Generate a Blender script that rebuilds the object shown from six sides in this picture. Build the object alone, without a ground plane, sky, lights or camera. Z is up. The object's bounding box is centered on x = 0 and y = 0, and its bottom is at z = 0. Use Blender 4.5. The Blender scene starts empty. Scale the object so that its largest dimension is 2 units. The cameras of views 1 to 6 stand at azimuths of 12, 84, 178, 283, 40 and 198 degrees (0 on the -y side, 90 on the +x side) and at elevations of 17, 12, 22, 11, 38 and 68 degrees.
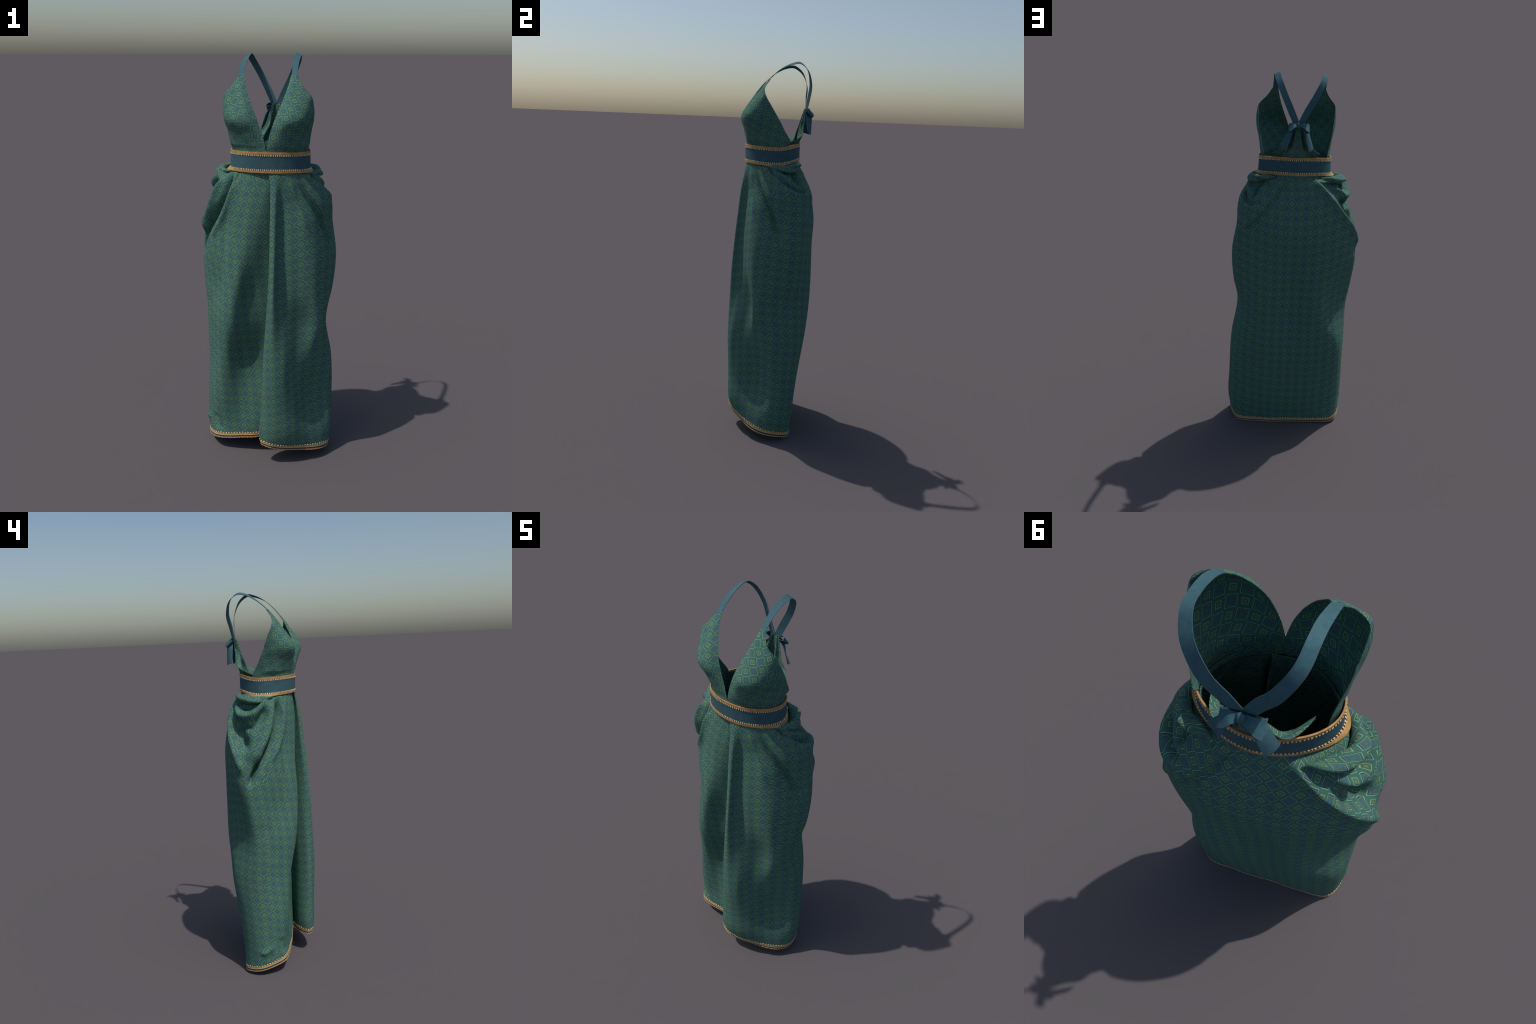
"""Empire-line wrap dress: printed skirt with swagged hips, two bodice cups,
halter straps tied in a bow at the back, embroidered belt and hem trim.
Cloth parts are lofted sheets; every sheet carries two scalar cloth lengths
(across / down, in metres) so that the print follows the weave."""
import bpy, math, random
import numpy as np
from mathutils import noise as mnoise

random.seed(7)
RNG = np.random.default_rng(7)
COL = bpy.context.scene.collection

# ------------------------------------------------------------------ helpers
def hermite(knots, vals, q):
    """Catmull-Rom (non-uniform) interpolation. knots (n,), vals (n,k), q (m,)."""
    knots = np.asarray(knots, float); vals = np.asarray(vals, float)
    h = np.diff(knots); sl = np.diff(vals, axis=0) / h[:, None]
    m = np.empty_like(vals)
    m[0], m[-1] = sl[0], sl[-1]
    m[1:-1] = (sl[:-1] * h[1:, None] + sl[1:] * h[:-1, None]) / (h[1:] + h[:-1])[:, None]
    q = np.clip(q, knots[0], knots[-1])
    i = np.clip(np.searchsorted(knots, q, side="right") - 1, 0, len(h) - 1)
    t = ((q - knots[i]) / h[i])[:, None]; hh = h[i][:, None]
    return ((2*t**3 - 3*t**2 + 1) * vals[i] + (t**3 - 2*t**2 + t) * hh * m[i]
            + (-2*t**3 + 3*t**2) * vals[i+1] + (t**3 - t**2) * hh * m[i+1])

def grid_normals(P):
    """P (rows, cols, 3) -> unit normals; columns run to the wearer's left, rows run down."""
    du = np.gradient(P, axis=1); dv = np.gradient(P, axis=0)
    n = np.cross(dv, du)
    return n / (np.linalg.norm(n, axis=2, keepdims=True) + 1e-12)

def smoothstep(a, b, x):
    t = np.clip((x - a) / (b - a), 0, 1)
    return t * t * (3 - 2 * t)

def new_object(name, mesh, parent=None, mats=()):
    o = bpy.data.objects.new(name, mesh)
    COL.objects.link(o)
    for m in mats:
        mesh.materials.append(m)
    o.parent = parent
    return o

def mesh_from(name, verts, faces, smooth=True):
    me = bpy.data.meshes.new(name)
    me.from_pydata([tuple(v) for v in verts], [], faces)
    if smooth:
        me.polygons.foreach_set("use_smooth", [True] * len(me.polygons))
    me.update()
    return me

def sheet(name, P, thick, parent, mat, cloth=None, lift=0.0, N=None):
    """Closed thin cloth from a grid P (rows, cols, 3): outer face, inner face, rim."""
    R, C = P.shape[:2]
    if N is None:
        N = grid_normals(P)
    outer = (P + N * lift).reshape(-1, 3); inner = (P + N * (lift - thick)).reshape(-1, 3)
    n = R * C
    idx = np.arange(n).reshape(R, C)
    a, b, c, d = idx[:-1, :-1].ravel(), idx[1:, :-1].ravel(), idx[1:, 1:].ravel(), idx[:-1, 1:].ravel()
    quads = [np.stack([a, b, c, d], 1), np.stack([d, c, b, a], 1) + n]
    loop = np.concatenate([idx[0, :-1], idx[:-1, -1], idx[-1, :0:-1], idx[:0:-1, 0]])
    nx = np.roll(loop, -1)
    quads.append(np.stack([loop, nx, nx + n, loop + n], 1))
    Q = np.concatenate(quads)
    me = bpy.data.meshes.new(name)
    V = np.concatenate([outer, inner])
    me.vertices.add(2 * n); me.vertices.foreach_set("co", V.ravel())
    me.loops.add(Q.size); me.loops.foreach_set("vertex_index", Q.ravel().astype(np.int32))
    me.polygons.add(len(Q))
    me.polygons.foreach_set("loop_start", np.arange(0, Q.size, 4, dtype=np.int32))
    me.polygons.foreach_set("use_smooth", np.ones(len(Q), bool))
    if cloth is not None:
        for key, arr in zip(("cloth_across", "cloth_down"), cloth):
            at = me.attributes.new(key, "FLOAT", "POINT")
            at.data.foreach_set("value", np.concatenate([arr.ravel(), arr.ravel()]).astype(np.float32))
    me.update(calc_edges=True); me.validate()
    # keep the cut edges crisp
    sharp = set(map(tuple, np.sort(np.concatenate([np.stack([loop, nx], 1), np.stack([loop, nx], 1) + n]), axis=1).tolist()))
    ev = np.empty(len(me.edges) * 2, np.int32); me.edges.foreach_get("vertices", ev)
    ev = np.sort(ev.reshape(-1, 2), axis=1)
    flag = np.array([(int(e[0]), int(e[1])) in sharp for e in ev])
    at = me.attributes.get("sharp_edge") or me.attributes.new("sharp_edge", "BOOLEAN", "EDGE")
    at.data.foreach_set("value", flag)
    return new_object(name, me, parent, [mat])

def lengths(P, origin_col, anchor_row=None):
    """Arc length across each row (measured from origin_col) and down each column."""
    dx = np.linalg.norm(np.diff(P, axis=1), axis=2)
    across = np.concatenate([np.zeros((P.shape[0], 1)), np.cumsum(dx, axis=1)], axis=1)
    across -= across[:, origin_col:origin_col + 1]
    dz = np.linalg.norm(np.diff(P, axis=0), axis=2)
    down = np.concatenate([np.zeros((1, P.shape[1])), np.cumsum(dz, axis=0)], axis=0)
    return across, down

# ------------------------------------------------------------------ materials
def material(name, rough=0.85, spec=0.25):
    m = bpy.data.materials.new(name); m.use_nodes = True
    b = m.node_tree.nodes["Principled BSDF"]
    b.inputs["Roughness"].default_value = rough
    b.inputs["Specular IOR Level"].default_value = spec
    return m, m.node_tree, b

class G:
    """tiny node-graph shorthand"""
    def __init__(self, nt): self.nt = nt
    def n(self, kind, **kw):
        x = self.nt.nodes.new(kind)
        for k, v in kw.items(): setattr(x, k, v)
        return x
    def link(self, a, b): self.nt.links.new(a, b)
    def math(self, op, a, b=None, c=None):
        x = self.n("ShaderNodeMath", operation=op)
        for i, v in enumerate((a, b, c)):
            if v is None: continue
            if isinstance(v, (int, float)): x.inputs[i].default_value = v
            else: self.link(v, x.inputs[i])
        return x.outputs[0]
    def mix(self, f, a, b, blend="MIX"):
        x = self.n("ShaderNodeMix", data_type="RGBA", blend_type=blend)
        for s, v in ((x.inputs[0], f), (x.inputs[6], a), (x.inputs[7], b)):
            if isinstance(v, (int, float)): s.default_value = v
            elif isinstance(v, tuple): s.default_value = (*v, 1)
            else: self.link(v, s)
        return x.outputs[2]
    def ramp(self, f, stops, interp="LINEAR"):
        x = self.n("ShaderNodeValToRGB"); r = x.color_ramp; r.interpolation = interp
        while len(r.elements) < len(stops): r.elements.new(0.5)
        for e, (p, c) in zip(r.elements, stops): e.position, e.color = p, (*c, 1)
        self.link(f, x.inputs[0]); return x.outputs[0]
    def noise(self, vec, scale, detail=2.0, rough=0.5):
        x = self.n("ShaderNodeTexNoise"); x.inputs["Scale"].default_value = scale
        x.inputs["Detail"].default_value = detail; x.inputs["Roughness"].default_value = rough
        if vec is not None: self.link(vec, x.inputs["Vector"])
        return x.outputs["Fac"]
    def attr(self, name):
        return self.n("ShaderNodeAttribute", attribute_name=name).outputs["Fac"]
    def comb(self, x, y, z=0.0):
        c = self.n("ShaderNodeCombineXYZ")
        for i, v in enumerate((x, y, z)):
            if isinstance(v, (int, float)): c.inputs[i].default_value = v
            else: self.link(v, c.inputs[i])
        return c.outputs[0]

def weave_bump(g, b, vec, scale=900, strength=0.15, dist=0.0006):
    f = g.noise(vec, scale, 1.0)
    x = g.n("ShaderNodeBump"); x.inputs["Strength"].default_value = strength
    x.inputs["Distance"].default_value = dist
    g.link(f, x.inputs["Height"]); g.link(x.outputs[0], b.inputs["Normal"])

# print colours (linear)
GREEN  = (0.054, 0.158, 0.124)
GREEN2 = (0.068, 0.150, 0.106)
BLUE   = (0.042, 0.145, 0.155)
LINE_A = (0.150, 0.375, 0.300)
LINE_B = (0.205, 0.380, 0.235)
DARK   = (0.042, 0.082, 0.070)
GREY   = (0.092, 0.172, 0.160)
MAUVE  = (0.115, 0.155, 0.172)
CORE   = (0.074, 0.126, 0.116)
DOT_A  = (0.038, 0.165, 0.235)
DOT_B  = (0.045, 0.180, 0.185)
OLIVE  = (0.078, 0.124, 0.070)
PALE   = (0.155, 0.240, 0.140)

def print_material():
    """Diagonal checker of large and small nested squares, from the cloth lengths."""
    m, nt, b = material("printed_cotton", 0.9, 0.05)
    g = G(nt)
    u, v = g.attr("cloth_across"), g.attr("cloth_down")
    cell = 0.0356
    k = 1 / (math.sqrt(2) * cell)
    wob = g.math("MULTIPLY", g.math("SUBTRACT", g.noise(g.comb(u, v), 14, 1.0), 0.5), 0.12)
    a = g.math("ADD", g.math("MULTIPLY", g.math("ADD", u, v), k), wob)
    c = g.math("SUBTRACT", g.math("MULTIPLY", g.math("SUBTRACT", v, u), k), wob)
    fa, fc = g.math("FLOOR", a), g.math("FLOOR", c)
    la, lc = g.math("SUBTRACT", g.math("SUBTRACT", a, fa), 0.5), g.math("SUBTRACT", g.math("SUBTRACT", c, fc), 0.5)
    d = g.math("MULTIPLY", g.math("MAXIMUM", g.math("ABSOLUTE", la), g.math("ABSOLUTE", lc)), 2.0)
    big = g.math("FLOORED_MODULO", g.math("ADD", fa, fc), 2.0)
    wn = g.n("ShaderNodeTexWhiteNoise", noise_dimensions="2D")
    g.link(g.comb(fa, fc), wn.inputs["Vector"])
    r1 = wn.outputs["Value"]
    wn2 = g.n("ShaderNodeTexWhiteNoise", noise_dimensions="2D")
    g.link(g.comb(fc, fa), wn2.inputs["Vector"])
    r2 = wn2.outputs["Value"]
    spotty = g.noise(g.comb(u, v), 130, 2.0)
    ground = g.mix(g.ramp(spotty, [(0.35, (0, 0, 0)), (0.65, (1, 1, 1))]), GREEN, GREEN2)
    line = g.mix(g.ramp(spotty, [(0.4, (0, 0, 0)), (0.6, (1, 1, 1))]), LINE_A, LINE_B)
    mask = lambda lo, hi, s=0.02: g.ramp(d, [(max(lo - s, 0), (0, 0, 0)), (lo + s, (1, 1, 1)), (hi - s, (1, 1, 1)), (hi + s, (0, 0, 0))])
    below = lambda hi, s=0.02: g.ramp(d, [(hi - s, (1, 1, 1)), (hi + s, (0, 0, 0))])
    # large square
    ring = g.mix(r1, GREY, MAUVE)
    dot = g.mix(r2, DOT_A, DOT_B)
    big_c = g.mix(below(0.925), ground, line)
    big_c = g.mix(below(0.825), big_c, DARK)
    big_c = g.mix(below(0.70), big_c, ring)
    big_c = g.mix(below(0.55, 0.03), big_c, CORE)
    big_c = g.mix(below(0.24, 0.09), big_c, dot)
    # small square
    small = g.mix(below(0.98, 0.1), BLUE, ground)
    small = g.mix(mask(0.66, 0.78, 0.05), small, g.mix(0.5, GREEN2, OLIVE))
    small = g.mix(below(0.49), small, line)
    small = g.mix(below(0.385), small, OLIVE)
    small = g.mix(below(0.17, 0.10), small, PALE)
    col = g.mix(g.math("LESS_THAN", big, 0.5), small, big_c)
    # blue knots where four cells meet
    mn = g.math("MINIMUM", g.math("ABSOLUTE", la), g.math("ABSOLUTE", lc))
    knot = g.ramp(mn, [(0.42, (0, 0, 0)), (0.49, (1, 1, 1))])
    col = g.mix(knot, col, BLUE)
    grain = g.noise(g.comb(u, v), 1400, 1.0)
    col = g.mix(1.0, col, g.ramp(grain, [(0.3, (0.81, 0.81, 0.81)), (0.7, (1.02, 1.02, 1.02))]), "MULTIPLY")
    g.link(col, b.inputs["Base Color"])
    weave_bump(g, b, g.comb(u, v), 1100, 0.2)
    return m

def plain_cloth(name, colour, var=0.18, scale=60, rough=0.85, spec=0.2, weave=900):
    m, nt, b = material(name, rough, spec)
    g = G(nt)
    tc = g.n("ShaderNodeTexCoord").outputs["Object"]
    lo, hi = tuple(c * (1 - var) for c in colour), tuple(c * (1 + var) for c in colour)
    col = g.ramp(g.noise(tc, scale, 4.0, 0.6), [(0.3, lo), (0.7, hi)])
    g.link(col, b.inputs["Base Color"])
    weave_bump(g, b, tc, weave, 0.25)
    return m

PRINT = print_material()
RIBBON = plain_cloth("teal_ribbon", (0.050, 0.122, 0.145), 0.12, 90)
BELTC = plain_cloth("belt_cloth", (0.044, 0.100, 0.120), 0.16, 45)
TAN = plain_cloth("tan_braid", (0.42, 0.215, 0.070), 0.30, 55, 0.6, 0.4)
SAND = plain_cloth("sand_braid", (0.52, 0.31, 0.12), 0.25, 70, 0.6, 0.4)
UMBER = plain_cloth("umber_ground", (0.10, 0.070, 0.022), 0.25, 200)
CREAM = plain_cloth("cream_thread", (0.64, 0.53, 0.33), 0.15, 300, 0.5, 0.5)
GOLD = plain_cloth("gold_thread", (0.48, 0.33, 0.11), 0.30, 250, 0.5, 0.5)
NAVY = plain_cloth("navy_trim", (0.030, 0.062, 0.092), 0.25, 150)

# ------------------------------------------------------------------ the dress
dress = bpy.data.objects.new("dress", None)
COL.objects.link(dress)
dress["label"] = "green printed wrap dress with teal belt and tied straps"
dress["category"] = "dress"

def inside_belt(P, weight):
    """Pull cloth that is tucked behind the belt (weight 1) to just inside its lens-shaped ring."""
    X = np.clip((P[:, :, 0] - 0.0125) / 0.1815, -0.985, 0.985)
    lim = np.where(P[:, :, 1] < 0, 0.153, 0.137) * (1 - X ** 2) ** 0.54 - 0.004
    Q = P.copy()
    Q[:, :, 0] = 0.0125 + 0.1815 * X
    Q[:, :, 1] = np.clip(P[:, :, 1] + 0.007 * np.abs(X), -lim, lim) - 0.007 * np.abs(X)
    return P + (Q - P) * weight[:, :, None]

# ------------------------------------------------------------------ skirt
# Columns round the skirt, starting in the pocket of the front pleat: pocket, return of the
# pleat, pleat edge, edge fold, fold flank, second fold, front, side, back corner, back x3,
# back corner, side, front, front fold, valley wall, valley floor, pocket again.
LEVELS = [1.478, 1.42, 1.34, 1.22, 1.06, 0.90, 0.74, 0.55, 0.30, 0.14]
SECTIONS = [
    [(.050,-.135),(.036,-.141),(.030,-.148),(.052,-.149),(.080,-.143),(.112,-.131),(.165,-.095),(.207,-.010),(.165,.085),(.100,.120),(.012,.134),(-.075,.120),(-.140,.085),(-.182,-.010),(-.140,-.100),(-.090,-.128),(-.050,-.140),(.000,-.142),(.049,-.1345)],
    [(.056,-.136),(.044,-.146),(.040,-.157),(.062,-.159),(.087,-.142),(.120,-.133),(.182,-.094),(.250,.000),(.200,.102),(.112,.146),(.000,.147),(-.105,.144),(-.200,.100),(-.238,.000),(-.168,-.100),(-.098,-.134),(-.050,-.147),(.005,-.148),(.055,-.1355)],
    [(.062,-.130),(.048,-.150),(.043,-.168),(.066,-.174),(.087,-.144),(.122,-.131),(.203,-.095),(.296,.028),(.255,.143),(.134,.187),(.000,.177),(-.120,.180),(-.232,.120),(-.275,.015),(-.208,-.096),(-.098,-.141),(-.050,-.154),(.006,-.152),(.061,-.1295)],
    [(.070,-.120),(.050,-.150),(.043,-.177),(.067,-.187),(.089,-.152),(.132,-.141),(.220,-.106),(.305,.058),(.280,.140),(.140,.211),(.000,.211),(-.130,.203),(-.284,.128),(-.306,.020),(-.230,-.086),(-.101,-.148),(-.050,-.157),(.002,-.146),(.069,-.1195)],
    [(.080,-.110),(.050,-.150),(.042,-.188),(.067,-.203),(.093,-.163),(.142,-.149),(.240,-.114),(.328,.058),(.286,.138),(.128,.212),(.000,.202),(-.128,.208),(-.285,.136),(-.336,.050),(-.248,-.084),(-.108,-.165),(-.052,-.149),(.000,-.126),(.079,-.1095)],
    [(.085,-.100),(.045,-.150),(.037,-.195),(.065,-.215),(.099,-.168),(.160,-.143),(.254,-.111),(.320,.060),(.268,.140),(.138,.215),(.000,.184),(-.132,.210),(-.259,.118),(-.329,.036),(-.256,-.068),(-.126,-.173),(-.062,-.128),(.000,-.108),(.084,-.0995)],
    [(.085,-.095),(.040,-.148),(.030,-.198),(.063,-.219),(.107,-.183),(.177,-.117),(.268,-.102),(.295,.018),(.252,.142),(.148,.212),(.000,.179),(-.140,.210),(-.240,.126),(-.310,.030),(-.270,-.072),(-.152,-.166),(-.078,-.126),(.000,-.098),(.084,-.0945)],
    [(.085,-.092),(.030,-.145),(.020,-.198),(.058,-.221),(.116,-.210),(.168,-.148),(.237,-.089),(.327,.014),(.278,.137),(.150,.194),(.000,.174),(-.140,.192),(-.268,.148),(-.310,.038),(-.264,-.062),(-.176,-.132),(-.094,-.088),(-.013,-.070),(.084,-.0915)],
    [(.085,-.090),(.020,-.140),(.007,-.193),(.052,-.215),(.108,-.212),(.168,-.174),(.228,-.077),(.337,.030),(.295,.115),(.150,.160),(.000,.150),(-.150,.156),(-.272,.118),(-.313,.030),(-.270,-.074),(-.188,-.113),(-.110,-.096),(-.040,-.094),(.084,-.0895)],
    [(.085,-.088),(.015,-.138),(-.001,-.190),(.046,-.209),(.100,-.203),(.171,-.175),(.264,-.099),(.342,.016),(.299,.108),(.150,.140),(.000,.136),(-.150,.140),(-.272,.107),(-.313,.020),(-.264,-.076),(-.185,-.102),(-.110,-.101),(-.040,-.105),(.084,-.0875)],
]
HEM = [(.085,-.085),(.017,-.140),(.006,-.188),(.045,-.202),(.090,-.190),(.160,-.161),(.268,-.105),(.328,.000),(.290,.100),(.150,.118),(.000,.118),(-.150,.122),(-.275,.105),(-.309,.020),(-.258,-.088),(-.175,-.106),(-.105,-.104),(-.038,-.102),(.084,-.0845)]
HEM_Z = [.120,.114,.107,.100,.089,.076,.058,.036,.012,.004,.005,.009,.013,.028,.060,.070,.080,.088,.120]
TOP_Z = 1.500
TRIM = 0.033                       # depth of the hem trim

def skirt_surface(cols, rows):
    """Loft the wrap through its sections. Returns (rows, cols, 3); the last row is the hem."""
    npts = len(HEM)
    t = np.linspace(0, 1, rows)
    S = np.array(SECTIONS)                                   # level, landmark, xy
    lofted = np.empty((rows, npts, 3))
    for j in range(npts):
        zk = np.array([TOP_Z] + LEVELS + [HEM_Z[j]])[::-1]
        xy = np.concatenate([S[:1, j], S[:, j], np.array(HEM[j])[None]])[::-1]
        z = TOP_Z + (HEM_Z[j] - TOP_Z) * t
        lofted[:, j, :2] = hermite(zk, xy, z)
        lofted[:, j, 2] = z
    # common column parameter: mean chord length between landmarks
    chord = np.linalg.norm(np.diff(lofted, axis=1), axis=2).mean(axis=0)
    knots = np.concatenate([[0], np.cumsum(chord)])
    q = np.linspace(0, knots[-1], cols)
    P = np.empty((rows, cols, 3))
    for i in range(rows):
        P[i] = hermite(knots, lofted[i], q)
    P[:, :, 2] -= 0.0028 * np.linspace(0, 1, rows)[:, None]
    return inside_belt(P, smoothstep(1.464, 1.480, P[:, :, 2]))

def fold(P, path, amp, w_left, w_right, fade=0.25, N=None):
    """Push the cloth along its normal near a path: amp > 0 a crest, amp < 0 a crease.
    w_left / w_right: widths on either side of the path, seen from outside, walking along it."""
    N = grid_normals(P) if N is None else N
    path = np.array(path, float)
    kn = np.concatenate([[0], np.cumsum(np.linalg.norm(np.diff(path, axis=0), axis=1))])
    dense = hermite(kn, path, np.linspace(0, kn[-1], 48))
    flat, nf = P.reshape(-1, 3), N.reshape(-1, 3)
    snapped = np.array([flat[np.argmin(((flat - p) ** 2).sum(1))] for p in dense])
    for _ in range(10):
        snapped[1:-1] = (snapped[:-2] + snapped[1:-1] * 2 + snapped[2:]) / 4
    seg = np.linalg.norm(np.diff(snapped, axis=0), axis=1)
    run = np.concatenate([[0], np.cumsum(seg)]) / (seg.sum() + 1e-9)
    reach = 3 * max(w_left, w_right)
    lo, hi = snapped.min(0) - reach, snapped.max(0) + reach
    near = np.where(((flat > lo) & (flat < hi)).all(1))[0]
    A = flat[near]
    a, b = snapped[:-1], snapped[1:]
    best = np.full(len(A), 1e9); side = np.zeros(len(A)); along = np.zeros(len(A))
    for k in range(len(a)):
        ab = b[k] - a[k]; L = ab @ ab + 1e-12
        tt = np.clip(((A - a[k]) @ ab) / L, 0, 1)
        off = A - (a[k] + tt[:, None] * ab)
        dd = (off ** 2).sum(1)
        s = np.einsum("ij,ij->i", np.cross(ab, off), nf[near])
        m = dd < best
        best[m], side[m], along[m] = dd[m], s[m], run[k] + tt[m] * (run[k + 1] - run[k])
    dist = np.sqrt(best)
    w = np.where(side > 0, w_left, w_right)
    taper = np.ones(len(A)) if fade <= 0 else smoothstep(0, fade, np.minimum(along, 1 - along))
    flat = flat.copy()
    guard = smoothstep(1.490, 1.462, A[:, 2])          # nothing pushes through the belt
    flat[near] += nf[near] * (amp * taper * guard * np.exp(-(dist / w) ** 1.7))[:, None]
    return flat.reshape(P.shape)

def drape(P):
    """The gathered hips, pulls and creases of the skirt."""
    # wearer's right hip (-x): swags hang between a pin at the front and the back waist
    P = fold(P, [(-.130,-.125,1.46),(-.160,-.124,1.37),(-.188,-.114,1.28),(-.225,-.085,1.20),(-.26,-.05,1.12)], .012, .016, .014, .25)
    P = fold(P, [(-.150,-.094,1.478),(-.172,-.098,1.40),(-.196,-.094,1.335),(-.228,-.078,1.275),(-.268,-.040,1.20),(-.305,.005,1.117),(-.33,.04,1.02)], -.056, .014, .014, .15)
    P = fold(P, [(-.185,-.062,1.460),(-.225,-.062,1.37),(-.250,-.050,1.30),(-.285,-.012,1.22),(-.315,.025,1.13)], .030, .014, .028, .22)
    P = fold(P, [(-.075,.130,1.490),(-.129,.142,1.439),(-.165,.138,1.387),(-.220,.140,1.321),(-.270,.120,1.245),(-.305,.095,1.18),(-.335,.06,1.08)], .024, .018, .026, .15)
    P = fold(P, [(-.20,.115,1.37),(-.24,.092,1.31),(-.28,.060,1.24),(-.31,.03,1.205)], -.054, .030, .024, .32)
    P = fold(P, [(-.17,-.055,1.470),(-.24,-.01,1.405),(-.262,.04,1.375),(-.24,.080,1.38),(-.16,.115,1.45)], .030, .018, .018, .22)
    P = fold(P, [(-.20,-.045,1.42),(-.25,-.01,1.352),(-.28,.03,1.325),(-.265,.075,1.325),(-.21,.110,1.38)], -.030, .014, .016, .25)
    P = fold(P, [(-.16,-.06,1.480),(-.22,.00,1.442),(-.235,.05,1.420),(-.215,.09,1.445)], -.020, .011, .011, .25)
    # wearer's left hip (+x)
    P = fold(P, [(.150,-.110,1.485),(.172,-.106,1.43),(.196,-.094,1.38),(.235,-.070,1.31),(.275,-.03,1.23),(.31,.01,1.12),(.325,.03,1.0)], -.026, .012, .018, .42)
    P = fold(P, [(.120,-.130,1.47),(.150,-.128,1.38),(.185,-.116,1.28),(.22,-.10,1.18)], .006, .012, .016, .3)
    P = fold(P, [(.185,-.052,1.485),(.235,-.015,1.43),(.282,.050,1.385),(.275,.100,1.358),(.235,.150,1.345),(.18,.18,1.35)], -.024, .016, .013, .2)
    P = fold(P, [(.19,-.045,1.480),(.245,.01,1.430),(.262,.060,1.410),(.24,.10,1.41)], .018, .022, .018, .25)
    P = fold(P, [(.20,-.055,1.43),(.27,.03,1.362),(.285,.09,1.335),(.24,.155,1.322),(.17,.19,1.33)], .012, .014, .020, .2)
    P = fold(P, [(.16,.10,1.49),(.205,.09,1.46),(.225,.11,1.41),(.220,.14,1.365)], -.024, .015, .015, .25)
    P = fold(P, [(.05,.135,1.485),(.10,.15,1.40),(.145,.185,1.34),(.195,.185,1.28),(.23,.17,1.235),(.265,.14,1.195)], -.014, .014, .022, .2)
    P = fold(P, [(.07,.135,1.495),(.125,.16,1.40),(.175,.185,1.33),(.225,.175,1.27),(.265,.145,1.22),(.30,.11,1.16)], .014, .022, .015, .2)
    # gathers let out below the belt
    for x0, y0, x1, y1, amp in ((-.178,-.04,-.20,-.03,-.008),(-.115,-.115,-.13,-.13,-.007),(.200,.03,.235,.04,-.008)):
        P = fold(P, [(x0,y0,1.485),(x1,y1,1.42)], amp, .008, .008, .35)
    # soft pulls on the side and front
    P = fold(P, [(-.315,-.03,.86),(-.29,-.06,.74),(-.28,-.07,.60)], -.008, .04, .04, .3)
    P = fold(P, [(-.30,-.06,.17),(-.31,-.02,.14),(-.31,.03,.12)], .010, .020, .014, .3)
    P = fold(P, [(-.27,-.09,.20),(-.23,-.115,.13),(-.20,-.125,.12)], -.008, .018, .018, .3)
    P = fold(P, [(-.16,-.13,1.40),(-.19,-.13,1.15),(-.22,-.12,.9),(-.235,-.11,.6)], -.006, .018, .018, .3)
    P = fold(P, [(-.12,-.15,1.42),(-.15,-.155,1.15),(-.18,-.15,.9),(-.2,-.13,.6)], .004, .015, .015, .3)
    P = fold(P, [(-.24,-.10,1.2),(-.255,-.095,.95),(-.26,-.085,.7)], -.005, .02, .02, .3)
    P = fold(P, [(.25,.16,1.0),(.24,.17,.8),(.22,.165,.6)], -.006, .03, .03, .4)
    P = fold(P, [(-.22,.17,.95),(-.2,.185,.8),(-.23,.15,.6)], -.008, .03, .03, .4)
    return P

def crumple(P, amp=0.0022, scale=9.0):
    N = grid_normals(P)
    f = np.array([mnoise.noise((x * scale, y * scale, z * scale * 0.45)) for x, y, z in P.reshape(-1, 3)])
    return P + N * (f.reshape(P.shape[:2] + (1,)) * amp)

COLS, ROWS = 420, 380
SK = skirt_surface(COLS, ROWS)
SK = drape(SK)
SK = crumple(SK, 0.0030, 4.5)
SK = crumple(SK)
SK_N = grid_normals(SK)

base_cloth = skirt_surface(COLS, ROWS)
back_col = int(np.argmin(np.abs(base_cloth[ROWS // 2, :, 0]) + 10 * (base_cloth[ROWS // 2, :, 1] < 0)))
across, down = lengths(SK, back_col)[0], lengths(base_cloth, back_col)[1]
# The hips are gathered, the front and back panels are not: let the sides take up the difference.
col_of = lambda x, y: int(np.argmin(((base_cloth[ROWS // 2, :, :2] - (x, y)) ** 2).sum(1)))
edge, f_l, b_l = col_of(.037, -.197), col_of(.15, -.14), col_of(.22, .18)
f_r, b_r = col_of(-.15, -.16), col_of(-.15, .20)
cc, tt = np.arange(COLS), np.linspace(0, 1, ROWS)[:, None]
w_l = smoothstep(b_l, f_l, cc)[None]; w_r = smoothstep(b_r, f_r, cc)[None]
edge_u = across[:, edge:edge + 1]
want_l = edge_u[-1] + (1 - tt) * 0.10
front_u = across[:, f_r:f_r + 1]
def eased(u, sigma=0.2):
    """Smooth a per-row length down the skirt (sigma in metres)."""
    z = np.linspace(0, TOP_Z, ROWS)
    k = np.exp(-0.5 * ((z[:, None] - z[None]) / sigma) ** 2)
    return (k @ u) / k.sum(1, keepdims=True)
want_r = eased(front_u)
tilt = np.clip(across - edge_u, 0, 0.30)
down_print = down + w_l * 0.28 * tilt
across_print = across + w_l * (want_l - edge_u) + w_r * (want_r - front_u)
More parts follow.
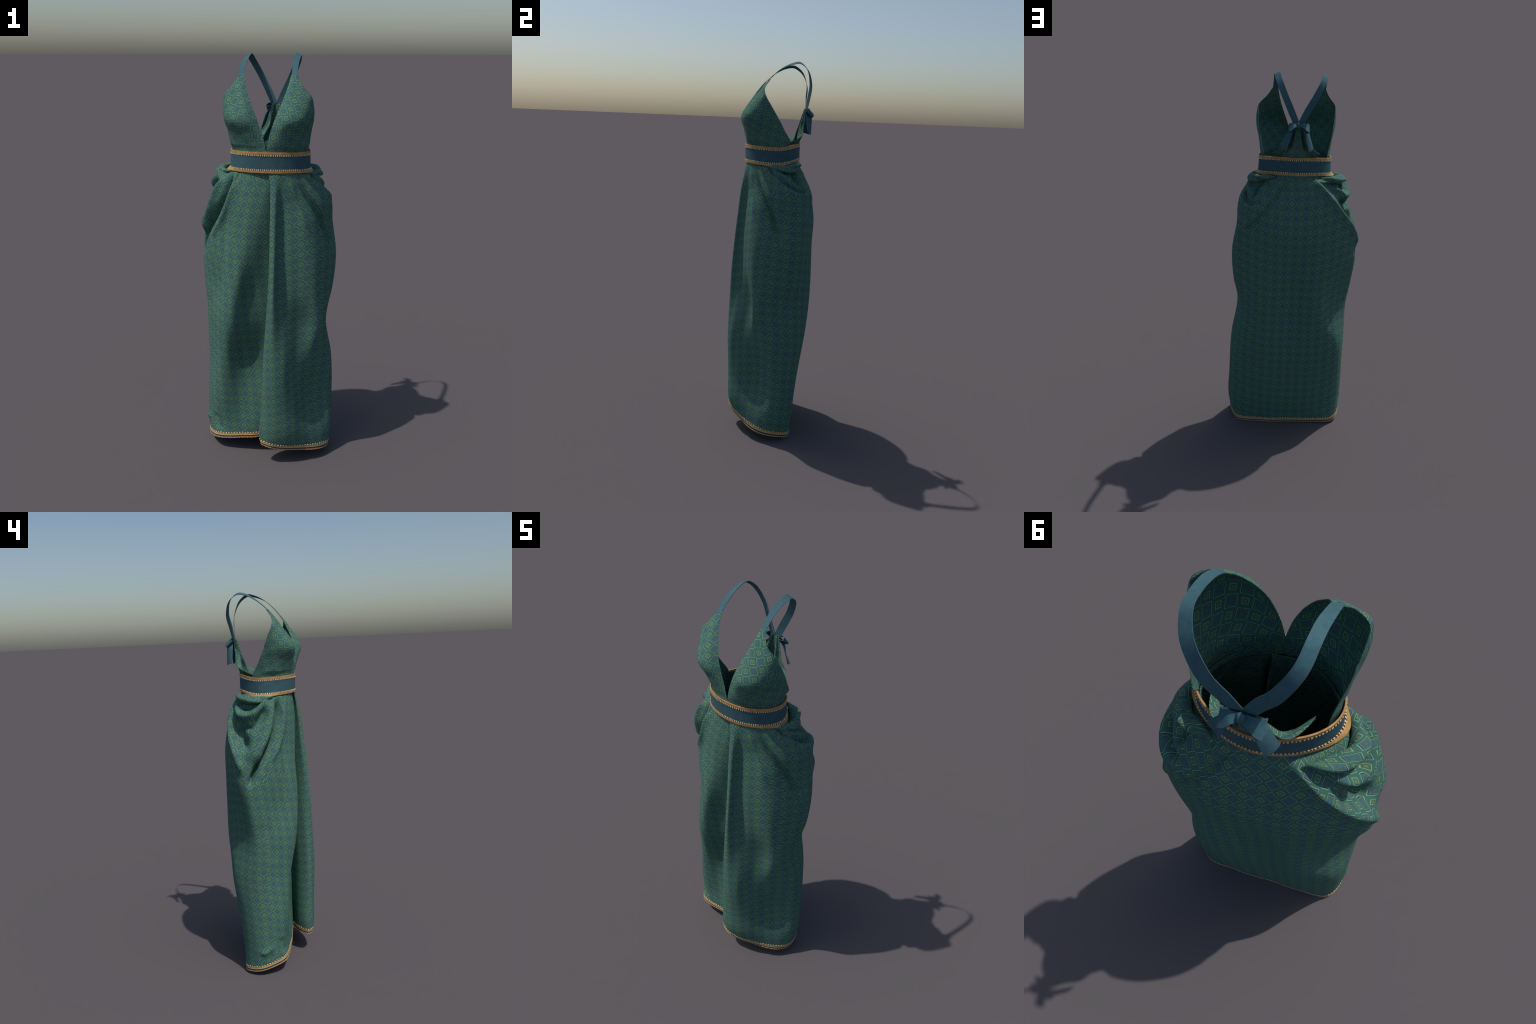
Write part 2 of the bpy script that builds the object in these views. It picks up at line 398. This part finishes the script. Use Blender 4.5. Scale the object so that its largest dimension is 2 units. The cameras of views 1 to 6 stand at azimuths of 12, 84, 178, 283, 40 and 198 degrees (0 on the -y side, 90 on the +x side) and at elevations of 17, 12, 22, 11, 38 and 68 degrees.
# trim rows: measured up from the hem along the cloth
up = down[-1:] - down
def band_rows(lo, hi, n):
    """Grid of the skirt between two heights above the hem edge (metres along the cloth)."""
    out, nrm = np.empty((n, COLS, 3)), np.empty((n, COLS, 3))
    for j in range(COLS):
        q = np.linspace(hi, lo, n)
        out[:, j] = hermite(up[::-1, j], SK[::-1, j], q)
        nrm[:, j] = hermite(up[::-1, j], SK_N[::-1, j], q)
    return out, nrm / np.linalg.norm(nrm, axis=2, keepdims=True)

# cloth body: rows resampled so that the last one sits on the trim's top edge
body = np.empty_like(SK); body_n = np.empty_like(SK)
bd = np.empty((ROWS, COLS)); ba = np.empty((ROWS, COLS))
for j in range(COLS):
    q = np.linspace(down[0, j], down[-1, j] - TRIM + 0.002, ROWS)
    body[:, j] = hermite(down[:, j], SK[:, j], q)
    body_n[:, j] = hermite(down[:, j], SK_N[:, j], q)
    bd[:, j] = hermite(down[:, j], down_print[:, j:j+1], q)[:, 0]
    ba[:, j] = hermite(down[:, j], across_print[:, j:j+1], q)[:, 0]
body_n /= np.linalg.norm(body_n, axis=2, keepdims=True)
skirt = sheet("skirt", body, 0.0020, dress, PRINT, (ba, bd), 0.0, body_n)

hem = bpy.data.objects.new("hem_trim", None); COL.objects.link(hem); hem.parent = skirt
def hem_band(name, lo, hi, mat, lift, thick, rows=3):
    Pb, Nb = band_rows(lo, hi, rows)
    return sheet(name, Pb, thick, hem, mat, None, lift, Nb)
hem_band("hem_bead_ground", 0.0265, 0.0330, UMBER, 0.0006, 0.0032)
hem_band("hem_ribbon", 0.0175, 0.0266, SAND, 0.0012, 0.0044)
hem_band("hem_piping", 0.0158, 0.0176, CREAM, 0.0016, 0.0052)
hem_band("hem_ribbon", 0.0072, 0.0159, NAVY, 0.0008, 0.0036)
hem_band("hem_piping", 0.0050, 0.0073, TAN, 0.0014, 0.0048)

def along_hem(height, spacing, lift):
    """Evenly spaced frames (point, tangent, normal) along the hem at a height above its edge."""
    Pb, Nb = band_rows(height - 0.001, height, 2)
    C, Nn = Pb[0] + Nb[0] * lift, Nb[0]
    L = np.concatenate([[0], np.cumsum(np.linalg.norm(np.diff(C, axis=0), axis=1))])
    q = np.arange(spacing / 2, L[-1], spacing)
    pts = hermite(L, C, q); nrm = hermite(L, Nn, q)
    tan = hermite(L, np.gradient(C, axis=0), q)
    tan /= np.linalg.norm(tan, axis=1, keepdims=True)
    nrm -= tan * (nrm * tan).sum(1, keepdims=True)
    nrm /= np.linalg.norm(nrm, axis=1, keepdims=True)
    return pts, tan, nrm

def ellipsoids(name, frames, size, parent, mat, tilt=0.0, seg=(8, 6)):
    """Beads: ellipsoids with half sizes (along, up, out) on each frame, joined in one part."""
    th = np.linspace(0, 2 * math.pi, seg[0], endpoint=False); ph = np.linspace(0, math.pi, seg[1])
    unit = np.array([(math.cos(a) * math.sin(p), math.cos(p), math.sin(a) * math.sin(p)) for p in ph for a in th])
    quad = [(i * seg[0] + j, i * seg[0] + (j + 1) % seg[0], (i + 1) * seg[0] + (j + 1) % seg[0], (i + 1) * seg[0] + j)
            for i in range(seg[1] - 1) for j in range(seg[0])]
    V, F = [], []
    for k, (p, t, n) in enumerate(zip(*frames)):
        upv = np.cross(t, n)
        if upv[2] < 0: upv = -upv
        s = np.array(size) * (1 + 0.12 * math.sin(k * 2.4))
        ca, sa = math.cos(tilt), math.sin(tilt)
        e1, e2 = t * ca + upv * sa, upv * ca - t * sa
        base = len(V)
        V.extend(p + unit[:, :1] * s[0] * e1 + unit[:, 1:2] * s[1] * e2 + unit[:, 2:] * s[2] * n)
        F.extend([tuple(base + i for i in f) for f in quad])
    o = new_object(name, mesh_from(name, V, F), parent, [mat])
    o["kind"] = "stuff"
    return o
ellipsoids("hem_beads", along_hem(0.0297, 0.0147, 0.0008), (0.0047, 0.0028, 0.0020), hem, CREAM)
ellipsoids("hem_rope", along_hem(0.0022, 0.0085, -0.0008), (0.0056, 0.0024, 0.0032), hem, GOLD, 0.35)

def hip_puff(path, radius):
    """Roll of gathered cloth that spills over the belt's lower edge at the hip."""
    path = np.array(path, float)
    kn = np.linspace(0, 1, len(path)); n, m = 90, 40
    q = np.linspace(0, 1, n)
    C = hermite(kn, path, q); r = hermite(kn, np.array(radius)[:, None], q)[:, 0]
    T = np.gradient(C, axis=0); T /= np.linalg.norm(T, axis=1, keepdims=True)
    A = np.cross(T, (0, 0, 1)); A /= np.linalg.norm(A, axis=1, keepdims=True)
    B = np.cross(A, T)
    a = np.linspace(0, 2 * math.pi, m)
    wr = 1 + 0.16 * np.sin(3 * a[None] + 9 * q[:, None]) * np.sin(np.pi * q)[:, None] + 0.10 * np.cos(17 * q[:, None] + 2 * a[None])
    P = C[:, None] + (A[:, None] * np.cos(a)[None, :, None] + B[:, None] * np.sin(a)[None, :, None] * 0.8) * (r[:, None] * wr)[:, :, None]
    ac, dn = lengths(P, 0)
    N = grid_normals(P)
    if ((P - C[:, None]) * N).sum() < 0:
        P, ac, dn = P[:, ::-1], ac[:, ::-1], dn[:, ::-1]
    return sheet("hip_puff", P, 0.0015, skirt, PRINT, (ac, dn))
hip_puff([(-.165,-.070,1.468),(-.208,-.030,1.462),(-.232,.020,1.458),(-.212,.075,1.466),(-.165,.108,1.476),(-.120,.122,1.482)], [.004,.016,.025,.025,.018,.004])
hip_puff([(.190,-.060,1.472),(.222,-.010,1.462),(.232,.045,1.458),(.205,.090,1.468),(.160,.112,1.478),(.120,.124,1.484)], [.004,.016,.023,.023,.017,.004])

# ------------------------------------------------------------------ belt
def belt_ring(f, out=0.0, n=240):
    """Closed ring of the belt at fraction f of its height (0 bottom, 1 top)."""
    a = np.linspace(0, 2 * math.pi, n, endpoint=False)        # 0 = front, pi/2 = wearer's left
    sx, cy = np.sin(a), -np.cos(a)
    rx = 0.1875 + 0.004 * (1 - f) + 0.017 * np.clip(1 - f / 0.13, 0, 1) ** 0.8 * np.abs(sx) ** 6
    cx = 0.0125
    yf, yb = 0.153 + 0.003 * f, 0.138 - 0.001 * f
    lens = np.sign(cy) * np.abs(cy) ** 1.08
    x = cx + (rx + out) * sx
    y = np.where(cy < 0, (yf + out) * lens, (yb + out) * lens) - 0.008 * np.abs(sx)
    side = np.abs(sx) ** 3
    top = np.where(cy < 0, 1.5715, 1.588); bot = np.where(cy < 0, 1.4765, 1.494)
    blend = smoothstep(-0.35, 0.35, cy)
    top = 1.5715 + (1.588 - 1.5715) * blend; bot = 1.4765 + (1.494 - 1.4765) * blend
    top = top + (1.566 - top) * side; bot = bot + (1.4705 - bot) * side
    z = bot + (top - bot) * f
    return np.stack([x, y, z], 1)

def ring_band(name, f0, f1, thick, out, parent, mat, rows=5):
    """Belt strip between two height fractions, with rounded top and bottom edges."""
    fs = np.linspace(f0, f1, rows)
    rings = [belt_ring(f, out) for f in fs] + [belt_ring(f, out - thick) for f in fs[::-1]]
    n = len(rings[0]); V = np.concatenate(rings); m = len(rings)
    F = [(i * n + j, i * n + (j + 1) % n, ((i + 1) % m) * n + (j + 1) % n, ((i + 1) % m) * n + j) for i in range(m) for j in range(n)]
    me = mesh_from(name, V, F)
    o = new_object(name, me, parent, [mat])
    mod = o.modifiers.new("edge", "BEVEL"); mod.width = 0.0006; mod.segments = 2; mod.limit_method = "ANGLE"
    return o
belt = ring_band("waist_belt", 0.02, 0.98, 0.003, 0.0, dress, BELTC, 9)
ring_band("belt_border", 0.000, 0.105, 0.005, 0.0014, belt, TAN, 5)
ring_band("belt_border", 0.885, 1.000, 0.005, 0.0014, belt, TAN, 5)
ring_band("belt_stitch_ground", 0.100, 0.185, 0.004, 0.0007, belt, UMBER, 3)
ring_band("belt_stitch_ground", 0.802, 0.890, 0.004, 0.0007, belt, UMBER, 3)

def stitch_row(f0, f1):
    """Cream blocks in a wide-narrow-narrow rhythm along the belt."""
    lo, hi = belt_ring(f0, 0.0008, 960), belt_ring(f1, 0.0008, 960)
    lo, hi = np.vstack([lo, lo[:1]]), np.vstack([hi, hi[:1]])
    L = np.concatenate([[0], np.cumsum(np.linalg.norm(np.diff(lo, axis=0), axis=1))])
    period = L[-1] / round(L[-1] / 0.0290)
    V, F = [], []
    k = 0
    while k < round(L[-1] / period):
        for off, w in ((0.0, 0.0062), (0.0108, 0.0048), (0.0200, 0.0042)):
            c = k * period + off
            ring = []
            for q in (c - w / 2, c + w / 2):
                q = q % L[-1]
                a, b = hermite(L, lo, np.array([q]))[0], hermite(L, hi, np.array([q]))[0]
                n = np.array([a[0] - 0.0125, a[1] * 1.6, 0.0]); n /= np.linalg.norm(n)
                ring.append((a, b, n))
            base = len(V)
            for h in (0.0, 0.0014):
                inset = 0.0005 if h else 0.0
                (a0, b0, n0), (a1, b1, n1) = ring
                tdir = (a1 - a0) / np.linalg.norm(a1 - a0); upd = (b0 - a0) / np.linalg.norm(b0 - a0)
                V += [a0 + n0 * h + (tdir + upd) * inset, a1 + n1 * h + (upd - tdir) * inset,
                      b1 + n1 * h - (tdir + upd) * inset, b0 + n0 * h + (tdir - upd) * inset]
            F += [(base + 4, base + 5, base + 6, base + 7)] + [(base + i, base + (i + 1) % 4, base + 4 + (i + 1) % 4, base + 4 + i) for i in range(4)]
        k += 1
    return V, F
V, F = [], []
for f0, f1 in ((0.108, 0.182), (0.806, 0.882)):
    v, f = stitch_row(f0, f1)
    F += [tuple(i + len(V) for i in q) for q in f]; V += v
stitches = new_object("belt_stitches", mesh_from("belt_stitches", V, F, False), belt, [CREAM])
stitches["kind"] = "stuff"

lin = np.stack([np.vstack([belt_ring(f, -0.0045), belt_ring(f, -0.0045)[:1]]) for f in np.linspace(0.93, 0.03, 12)])
la_, ld_ = lengths(lin, 0)
sheet("waist_lining", lin, 0.0012, belt, PRINT, (la_, ld_))

# ------------------------------------------------------------------ bodice cups
CUP_Z = [1.530, 1.575, 1.650, 1.715, 1.770, 1.820, 1.860, 1.906]
CUP = [  # neckline edge ... armhole edge
    [(.005,-.150),(.060,-.147),(.120,-.126),(.168,-.088),(.196,-.010),(.165,.082)],
    [(.018,-.152),(.070,-.149),(.125,-.128),(.170,-.090),(.195,-.012),(.172,.078)],
    [(.034,-.152),(.085,-.165),(.140,-.148),(.186,-.092),(.204,-.020),(.193,.033)],
    [(.055,-.147),(.105,-.178),(.162,-.168),(.206,-.108),(.219,-.045),(.206,-.005)],
    [(.076,-.132),(.110,-.152),(.156,-.145),(.201,-.110),(.219,-.068),(.210,-.040)],
    [(.093,-.108),(.120,-.118),(.150,-.113),(.185,-.098),(.205,-.084),(.204,-.070)],
    [(.104,-.084),(.120,-.090),(.138,-.088),(.155,-.084),(.165,-.080),(.168,-.076)],
    [(.112,-.050),(.118,-.0515),(.124,-.052),(.130,-.051),(.135,-.049),(.1395,-.047)],
]
def cup(mirror):
    cols, rows = 110, 130
    S = np.array(CUP, float)
    z = np.linspace(CUP_Z[-1], CUP_Z[0], rows)
    lm = np.stack([hermite(CUP_Z, S[:, j], z) for j in range(S.shape[1])], 1)
    P = np.empty((rows, cols, 3))
    for i in range(rows):
        kn = np.concatenate([[0], np.cumsum(np.linalg.norm(np.diff(lm[i], axis=0), axis=1))])
        P[i, :, :2] = hermite(kn / kn[-1], lm[i], np.linspace(0, 1, cols))
        P[i, :, 2] = z[i]
    P = fold(P, [(.150,-.13,1.545),(.158,-.135,1.60),(.168,-.15,1.66),(.174,-.155,1.705)], -.020, .008, .011, .3)
    P = fold(P, [(.135,-.14,1.55),(.140,-.15,1.60),(.150,-.165,1.66)], .005, .012, .010, .3)
    P = fold(P, [(.185,-.08,1.55),(.19,-.08,1.60),(.20,-.085,1.66)], -.005, .010, .010, .3)
    if mirror:
        back = smoothstep(0.35, 1.0, np.linspace(0, 1, cols))[None, :]
        P[:, :, 1] -= np.interp(P[:, :, 2], [1.53, 1.60, 1.65, 1.715, 1.77, 1.82, 1.86], [.046, .045, .040, .030, .016, .008, 0]) * back
        P[:, :, 0] = np.interp(P[:, :, 2], [1.53, 1.60, 1.72, 1.80, 1.86, 1.906], [.018, .022, .026, .022, .014, .010]) - P[:, :, 0]
        shift = np.interp(P[:, :, 2], [1.53, 1.575, 1.66, 1.73, 1.80, 1.90], [.016, .016, .010, .004, .002, .000])
        P[:, :, 0] += shift * (1 - np.linspace(0, 1, cols))[None, :] ** 1.5
        P[:, :, 1] += 0.002 * smoothstep(1.75, 1.55, P[:, :, 2])
        P = P[:, ::-1]
    P = inside_belt(P, smoothstep(1.600, 1.568, P[:, :, 2]))
    P = crumple(P, 0.0012, 16)
    mid = cols // 2
    ac, dn = lengths(P, mid)
    ang = math.radians(-12 if mirror else 12) + math.pi / 4
    ca, sa = math.cos(ang), math.sin(ang)
    cloth = (ac * ca - dn * sa + (0.013 if mirror else 0.004), ac * sa + dn * ca)
    return sheet("bodice_cup", P, 0.0018, dress, PRINT, cloth)
cup(False)
cup(True)

# ------------------------------------------------------------------ gathered back panel
def back_panel():
    rows, cols = 110, 150
    zk = [1.545, 1.585, 1.605, 1.630, 1.660, 1.710, 1.765]
    half = hermite(zk, np.array([.128,.124,.110,.086,.058,.040,.024])[:, None], np.linspace(1.768, 1.545, rows))[:, 0]
    base = hermite(zk, np.array([.128,.129,.131,.136,.142,.150,.160])[:, None], np.linspace(1.768, 1.545, rows))[:, 0]
    wave = hermite(zk, np.array([.003,.005,.009,.015,.014,.009,.004])[:, None], np.linspace(1.768, 1.545, rows))[:, 0]
    P = np.empty((rows, cols, 3))
    s = np.linspace(1, -1, cols)                # wearer's left to right, seen from the back
    z = np.linspace(1.768, 1.545, rows)
    for i in range(rows):
        x = 0.012 + half[i] * s
        d = np.abs(s + 0.04 * np.sin(9 * s))
        pleat = 1 - 2 * smoothstep(0.34, 0.50, d) + 1.5 * smoothstep(0.52, 0.80, d) - 0.2
        low = smoothstep(1.64, 1.56, z[i])
        ring = -0.36 * (x - 0.012) ** 2 / 0.1 * low * 6.5      # follow the belt's curve at the waist
        P[i, :, 0] = x
        P[i, :, 1] = base[i] + wave[i] * pleat + ring * 0.25
        P[i, :, 2] = z[i] + 0.006 * np.cos(s * 7) * low
    P = crumple(P, 0.002, 30)
    ac, dn = lengths(P, cols // 2)
    return sheet("back_panel", P, 0.0018, dress, PRINT, (ac, dn))
back_panel()

# ------------------------------------------------------------------ ribbons
def ribbon(name, path, width, parent, normals=None, thick=0.0022, n=70, mat=None, edge=6):
    """Flat band along a path. normals: outward directions at the path points."""
    path = np.array(path, float)
    kn = np.concatenate([[0], np.cumsum(np.linalg.norm(np.diff(path, axis=0), axis=1))])
    q = np.linspace(0, kn[-1], n)
    C = hermite(kn, path, q)
    Nn = hermite(kn, np.array(normals, float), q)
    w = hermite(kn, np.array(width, float)[:, None], q)[:, 0] if not np.isscalar(width) else np.full(n, width)
    T = np.gradient(C, axis=0); T /= np.linalg.norm(T, axis=1, keepdims=True)
    Nn -= T * (Nn * T).sum(1, keepdims=True); Nn /= np.linalg.norm(Nn, axis=1, keepdims=True)
    B = np.cross(Nn, T)
    e = np.linspace(-0.5, 0.5, edge)
    P = C[:, None] + B[:, None] * (w[:, None] * e)[:, :, None]
    G_ = grid_normals(P)
    if (G_ * Nn[:, None]).sum() < 0:
        P = P[:, ::-1]
    return sheet(name, P, thick, parent, mat or RIBBON, None, thick / 2)

W = [.0255, .0255, .027, .028, .029, .030, .032, .033, .030]
ribbon("shoulder_strap",
       [(.126,-.058,1.896),(.126,-.047,1.908),(.124,.012,1.962),(.125,.062,1.986),(.124,.106,1.994),(.117,.137,1.974),(.083,.171,1.895),(.046,.168,1.815),(.022,.163,1.762)],
       W, dress, [(0,-.8,.6),(0,-.75,.66),(.12,-.55,.83),(.30,-.3,.9),(.36,.2,.9),(.15,.78,.6),(-.25,.96,.1),(-.30,.95,-.08),(-.15,1,-.15)])
ribbon("shoulder_strap",
       [(-.118,-.058,1.896),(-.118,-.047,1.907),(-.116,.02,1.962),(-.113,.060,1.983),(-.110,.104,1.990),(-.104,.138,1.970),(-.066,.172,1.894),(-.028,.166,1.822),(.000,.162,1.762)],
       W, dress, [(0,-.8,.6),(0,-.75,.66),(-.12,-.55,.83),(-.30,-.3,.9),(-.36,.2,.9),(-.15,.78,.6),(.25,.96,.1),(.30,.95,-.08),(.15,1,-.15)])

bow = bpy.data.objects.new("bow", None); COL.objects.link(bow); bow.parent = dress
# loops: bands that leave the knot, turn and come back
SLANT = np.array([0, .64, .77])                            # the loops lean back over the tails
for side, fold_x in ((1, .060), (-1, -.041)):
    x0 = .012
    mid = x0 + (fold_x - x0) * 0.5
    pts = [(x0 + side * .004, .174, 1.757), (mid, .182, 1.759), (fold_x - side * .004, .181, 1.7465), (fold_x, .178, 1.7425),
           (fold_x - side * .006, .175, 1.7385), (mid, .170, 1.744), (x0, .168, 1.752)]
    nrm = [SLANT, SLANT, SLANT + np.array([side * .6, 0, 0]), np.array([side, 0, 0]) + SLANT * .05,
           np.array([side * .6, 0, 0]) - SLANT, -SLANT, -SLANT]
    ribbon("bow_loop", pts, [.018, .032, .047, .048, .046, .032, .018], bow, nrm, n=64)
def tail(inner, outer):
    """Hanging ribbon end, lofted between its two selvedges."""
    q = np.linspace(0, 1, 50)
    A = hermite(np.linspace(0, 1, len(inner)), np.array(inner), q)
    B = hermite(np.linspace(0, 1, len(outer)), np.array(outer), q)
    e = np.linspace(0, 1, 8)[None, :, None]
    bow_dir = 0.004 * np.sin(np.pi * e)                     # slight cupping across the width
    P = A[:, None] * (1 - e) + B[:, None] * e
    P = P + grid_normals(P) * bow_dir
    return sheet("bow_tail", P, 0.0018, bow, RIBBON)
tail([(.016,.182,1.757),(.041,.191,1.723),(.052,.189,1.685),(.066,.186,1.632)],
     [(.018,.165,1.757),(.054,.161,1.728),(.078,.160,1.694),(.102,.161,1.655)])
tail([(.004,.181,1.757),(-.018,.194,1.727),(-.030,.195,1.690),(-.043,.194,1.632)],
     [(.000,.165,1.757),(-.038,.160,1.724),(-.052,.159,1.690),(-.068,.159,1.641)])
def knot():
    """Pinched middle of the bow: a squat ball with wrapped grooves."""
    U, Vn = 36, 24
    vs, fs = [], []
    for i in range(Vn + 1):
        p = math.pi * i / Vn
        for j in range(U):
            a = 2 * math.pi * j / U
            r = 1 + 0.10 * math.cos(5 * a + 2.2 * math.cos(p))
            vs.append((0.012 + 0.0125 * r * math.sin(p) * math.cos(a), 0.174 + 0.0115 * r * math.sin(p) * math.sin(a), 1.7555 + 0.0165 * math.cos(p)))
    for i in range(Vn):
        for j in range(U):
            fs.append((i * U + j, (i + 1) * U + j, (i + 1) * U + (j + 1) % U, i * U + (j + 1) % U))
    return new_object("bow_knot", mesh_from("bow_knot", vs, fs), bow, [RIBBON])
knot()
